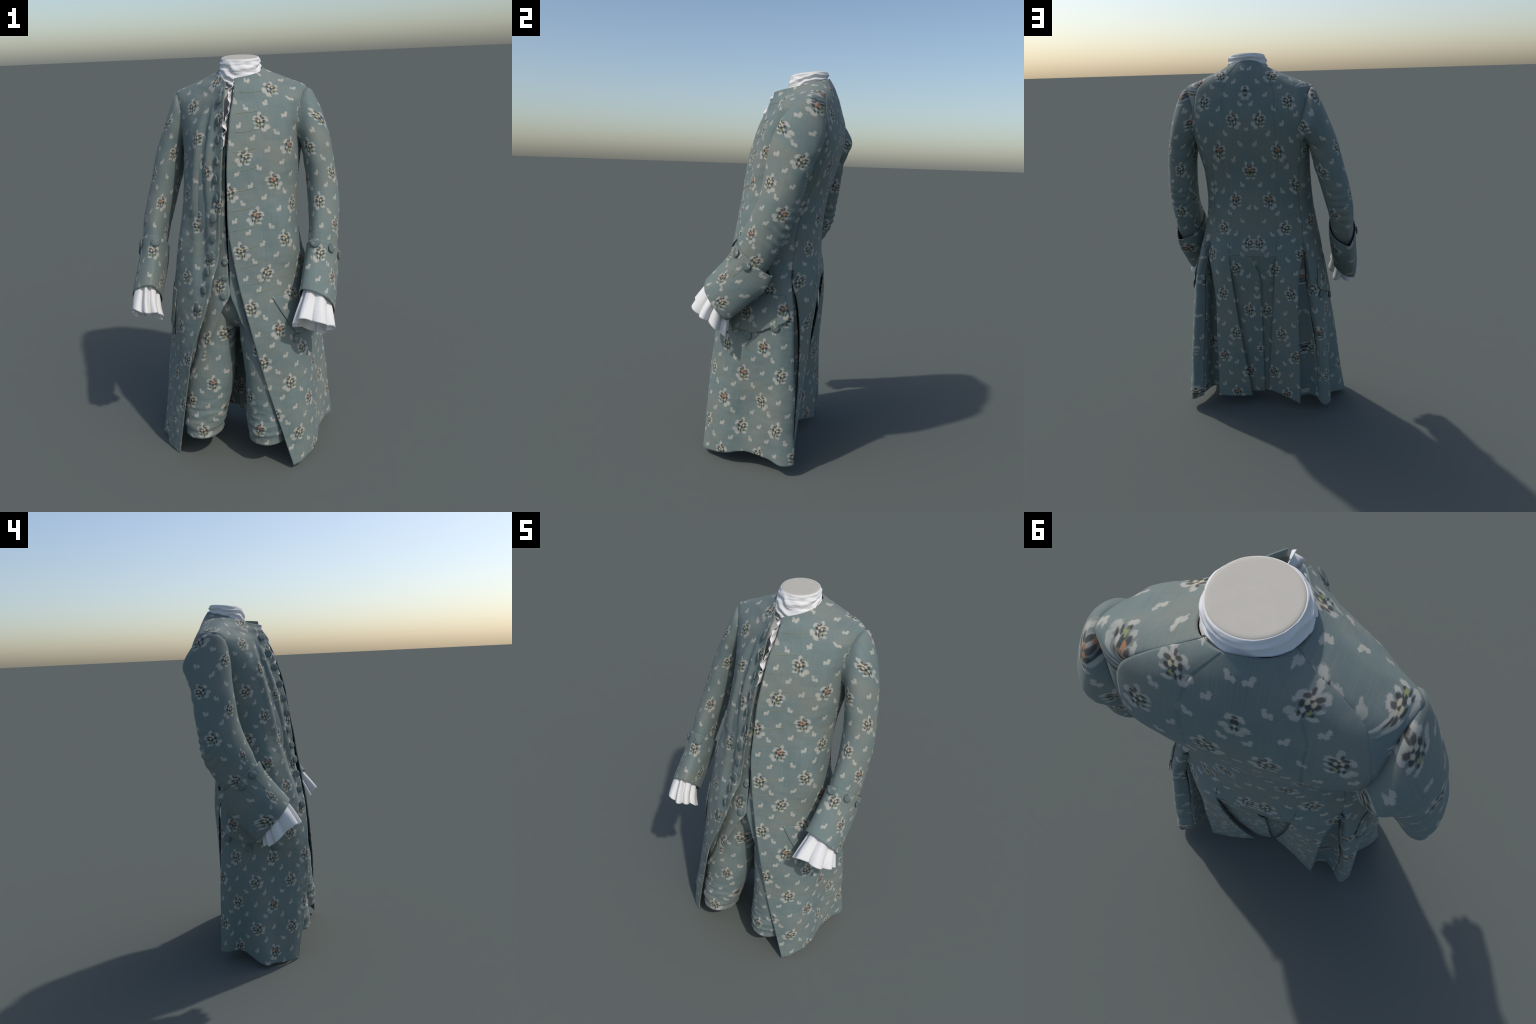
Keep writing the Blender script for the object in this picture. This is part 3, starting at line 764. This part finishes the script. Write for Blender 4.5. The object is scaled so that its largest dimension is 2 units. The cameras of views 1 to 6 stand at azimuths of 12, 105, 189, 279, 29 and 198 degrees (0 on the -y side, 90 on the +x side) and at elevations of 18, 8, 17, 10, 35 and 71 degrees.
def button_mesh(r, name):
    prof = [(0.0, 0.0), (0.80, 0.0), (0.97, 0.0012), (1.0, 0.0030), (0.97, 0.0048), (0.86, 0.0060), (0.6, 0.0071), (0.3, 0.0077), (0.0, 0.0079)]
    n = 28; V = []; F = []
    V.append((0, 0, prof[0][1]))
    for q, h in prof[1:-1]:
        V += [(r * q * math.cos(a), r * q * math.sin(a), h) for a in np.linspace(0, 2 * math.pi, n, endpoint=False)]
    V.append((0, 0, prof[-1][1]))
    for j in range(n): F.append((0, 1 + (j + 1) % n, 1 + j))
    for k in range(len(prof) - 3):
        for j in range(n):
            a, b = 1 + k * n + j, 1 + k * n + (j + 1) % n
            F.append((a, b, b + n, a + n))
    last = 1 + (len(prof) - 3) * n
    for j in range(n): F.append((last + j, last + (j + 1) % n, len(V) - 1))
    me = bpy.data.meshes.new(name); me.from_pydata(V, [], F)
    me.polygons.foreach_set("use_smooth", [True] * len(F)); me.materials.append(M_button)
    return me
BTN = button_mesh(0.0222, "button"); BTN_S = button_mesh(0.0165, "waistcoat_button")

def put_button(key, p, outward, parent, me=BTN, stand=0.003, tilt=None):
    c, n = land(key, p, outward)
    if tilt is not None: n = (n + Vector(tilt)).normalized()
    o = bpy.data.objects.new(me.name, me)
    bpy.context.scene.collection.objects.link(o)
    o.parent = parent
    q = n.to_track_quat("Z", "Y")
    o.rotation_mode = "QUATERNION"; o.rotation_quaternion = q @ Matrix.Rotation(rng.uniform(0, 6.28), 3, "Z").to_quaternion()
    o.location = c + n * stand
    return o

front_buttons = [(-.018,-.062,1.798),(-.019,-.094,1.707),(-.021,-.131,1.628),(-.024,-.155,1.536),(-.031,-.176,1.454),(-.034,-.199,1.37),
                 (-.049,-.209,1.277),(-.052,-.214,1.185),(-.057,-.224,1.101),(-.085,-.24,1.024),(-.105,-.258,.938),(-.131,-.264,.853)]
for p in front_buttons:
    put_button("front-", p, (-.4, -1, .1), COAT[-1], stand=0.006, tilt=(-0.35 + rng.uniform(-.12, .12), 0, rng.uniform(-.15, .15)))
for p in [(.413,-.112,1.139), (.485,-.081,1.105), (.522,-.021,1.05)]:
    put_button("cuff+", p, (p[0] - .44, -.5, .3), CUFF[1])
for p in [(-.397,-.085,1.118), (-.485,-.057,1.098), (-.515,.000,1.045)]:
    put_button("cuff-", p, (p[0] + .44, -.5, .3), CUFF[-1])
for p in [(-.004,-.245,1.075), (-.007,-.253,.998), (-.012,-.27,.914)]:
    put_button("vest-", p, (0, -1, 0), VEST[-1], BTN_S)
put_button("front+", (.304,.146,.989), (.6, .8, 0), COAT[1], stand=0.004)
put_button("front-", (-.242,.168,.985), (-.3, 1, 0), COAT[-1], stand=0.004)
for p in [(.325,-.19,.676), (.395,-.045,.682), (.408,.10,.738)]:
    put_button("front+", p, (p[0], p[1], 0), COAT[1])
for p in [(-.322,.125,.710), (-.365,.01,.666), (-.325,-.14,.664)]:
    put_button("front-", p, (p[0], p[1], 0), COAT[-1])

# ---- pocket flaps: scalloped, lying just proud of the skirt
def axis_hit(key, th, z):
    d = Vector((math.sin(th), -math.cos(th), 0))
    h, n, _, _ = T[key].ray_cast(Vector((0, 0, z)) + d * 0.9, -d, 1.0)
    return np.array(h) if h is not None else np.array((d.x * .36, d.y * .3, z))
FLAP = {}
def flap(side, top, bottom_left, bottom_right, scallop, mat):
    key = "front+" if side > 0 else "front-"
    rows = []
    for r in np.linspace(0, 1, 26):
        row = []
        for s in np.linspace(0, 1, 60):
            th = math.radians((1 - s) * (top[0] * (1 - r) + bottom_left * r) + s * (top[1] * (1 - r) + bottom_right * r)) * side
            zb = np.interp(s, [q[0] for q in scallop], [q[1] for q in scallop])
            z = top[2] * (1 - r) + zb * r
            h = axis_hit(key, th, z)
            out = np.array((math.sin(th), -math.cos(th), 0))
            row.append(h + out * (0.005 + 0.004 * r))
        rows.append(row)
    P = np.array(rows)
    # iron out dents picked up from the skirt below
    for _ in range(6):
        Q = P.copy(); Q[1:-1, 1:-1] = (P[:-2, 1:-1] + P[2:, 1:-1] + P[1:-1, :-2] + P[1:-1, 2:]) / 4; P = Q
    N = grid_normals(P); sgn = 1 if (N[..., 0] * side).mean() > 0 else -1
    V, F = sheet(P, sgn, 0.004)
    o = add_mesh("pocket_flap", V, F, mat, COAT[side])
    return o
sc_l = [(0, .730), (.04, .706), (.10, .690), (.2, .688), (.3, .706), (.42, .708), (.5, .700), (.56, .700), (.66, .714), (.76, .735), (.86, .752), (.95, .766), (1, .79)]
sc_r = [(0, .725), (.05, .696), (.12, .678), (.22, .678), (.36, .694), (.46, .698), (.56, .688), (.66, .696), (.76, .716), (.86, .728), (.94, .742), (1, .77)]
FLAP[1] = flap(1, (45, 110, .895), 58, 113, sc_l, M_flap)
FLAP[-1] = flap(-1, (60, 112, .895), 62, 117, sc_r, M_flap)
T["flap+"] = tree(FLAP[1]); T["flap-"] = tree(FLAP[-1])

# ---- raised stitched lines: worked buttonholes and tacking
def cord(key, pts, outward, parent, name="buttonhole", r=0.0014, n=22, lift=0.0006):
    pts = [np.array(p, float) for p in pts]
    seg = np.linspace(0, len(pts) - 1, n)
    ring = []
    prev = []
    for s in seg:
        i = min(int(s), len(pts) - 2); f = s - i
        c, nn = land(key, pts[i] * (1 - f) + pts[i + 1] * f, outward)
        prev.append((np.array(c), np.array(nn)))
    V, F = [], []
    for i, (c, nn) in enumerate(prev):
        a = prev[max(i - 1, 0)][0]; b = prev[min(i + 1, len(prev) - 1)][0]
        tg = b - a; tg /= max(np.linalg.norm(tg), 1e-6)
        sd = np.cross(tg, nn); sd /= max(np.linalg.norm(sd), 1e-6)
        w = r * (1.0 if 0 < i < len(prev) - 1 else 0.3) * (1 + 0.25 * math.sin(i * 1.9))
        for q in np.linspace(0, 2 * math.pi, 8, endpoint=False):
            V.append(c + nn * lift + w * (math.cos(q) * sd + math.sin(q) * nn * 0.8))
    for i in range(len(prev) - 1):
        for j in range(8):
            k = (j + 1) % 8
            F.append((i * 8 + j, i * 8 + k, (i + 1) * 8 + k, (i + 1) * 8 + j))
    F.append(tuple(range(8))[::-1]); F.append(tuple((len(prev) - 1) * 8 + j for j in range(8)))
    return add_mesh(name, V, F, M_thread, parent)

holes = [(.064,-.044,1.83),(.058,-.096,1.743),(.055,-.128,1.66),(.047,-.158,1.573),(.047,-.177,1.489),(.046,-.19,1.398),
         (.044,-.202,1.312),(.049,-.223,1.223),(.078,-.235,1.133),(.080,-.246,1.05),(.104,-.25,.966),(.145,-.262,.93)]
for k, p in enumerate(holes):
    L = 0.105 if k < 8 else 0.085
    rise = 0.006 if k < 3 else 0.012
    cord("front+", [p, (p[0] + L * .5, p[1] + .02, p[2] + rise * .4), (p[0] + L * .96, p[1] + .055, p[2] + rise * 1.2)], (0, -1, 0), COAT[1])
for z, zz in ((.956, 0), (.868, 0), (.782, 0)):
    xs = np.interp(z, [.78, .868, .956], [.148, .155, .164]), np.interp(z, [.78, .868, .956], [-.075, -.085, -.095])
    cord("back", [(xs[0] - .004, .24, z), (.04, .24, z + .004), (xs[1] + .004, .24, z + .004)], (0, 1, 0), BACK, "tacking_stitch", 0.0012, 40)
cord("back", [(.0335, .27, 1.00), (.036, .24, .965)], (0, 1, 0), BACK, "tacking_stitch", 0.0012, 8)
for p, d in (((.413,-.112,1.139), (-.012,-.062,-.068)), ((.485,-.081,1.105), (-.014,-.062,-.070)), ((.522,-.021,1.05), (-.006,-.070,-.055))):
    p = np.array(p); d = np.array(d)
    cord("cuff+", [p + d * .25, p + d * .6, p + d], (p[0] - .44, -.5, .3), CUFF[1], r=0.0012)
for p, d in (((-.397,-.085,1.118), (.008,-.062,-.068)), ((-.485,-.057,1.098), (.006,-.062,-.070)), ((-.515,.000,1.045), (.004,-.075,-.055))):
    p = np.array(p); d = np.array(d)
    cord("cuff-", [p + d * .25, p + d * .6, p + d], (p[0] + .44, -.5, .3), CUFF[-1], r=0.0012)
for y0, zt, zb in ((-.17, .84, .70), (-.045, .86, .70), (.105, .87, .765)):
    cord("flap+", [(.40, y0 - .01, zt), (.42, y0, zb)], (1, 0, 0), FLAP[1], r=0.0012)
for y0, zt, zb in ((-.13, .84, .69), (.01, .86, .69), (.12, .86, .74)):
    cord("flap-", [(-.37, y0, zt), (-.40, y0, zb)], (-1, 0, 0), FLAP[-1], r=0.0012)
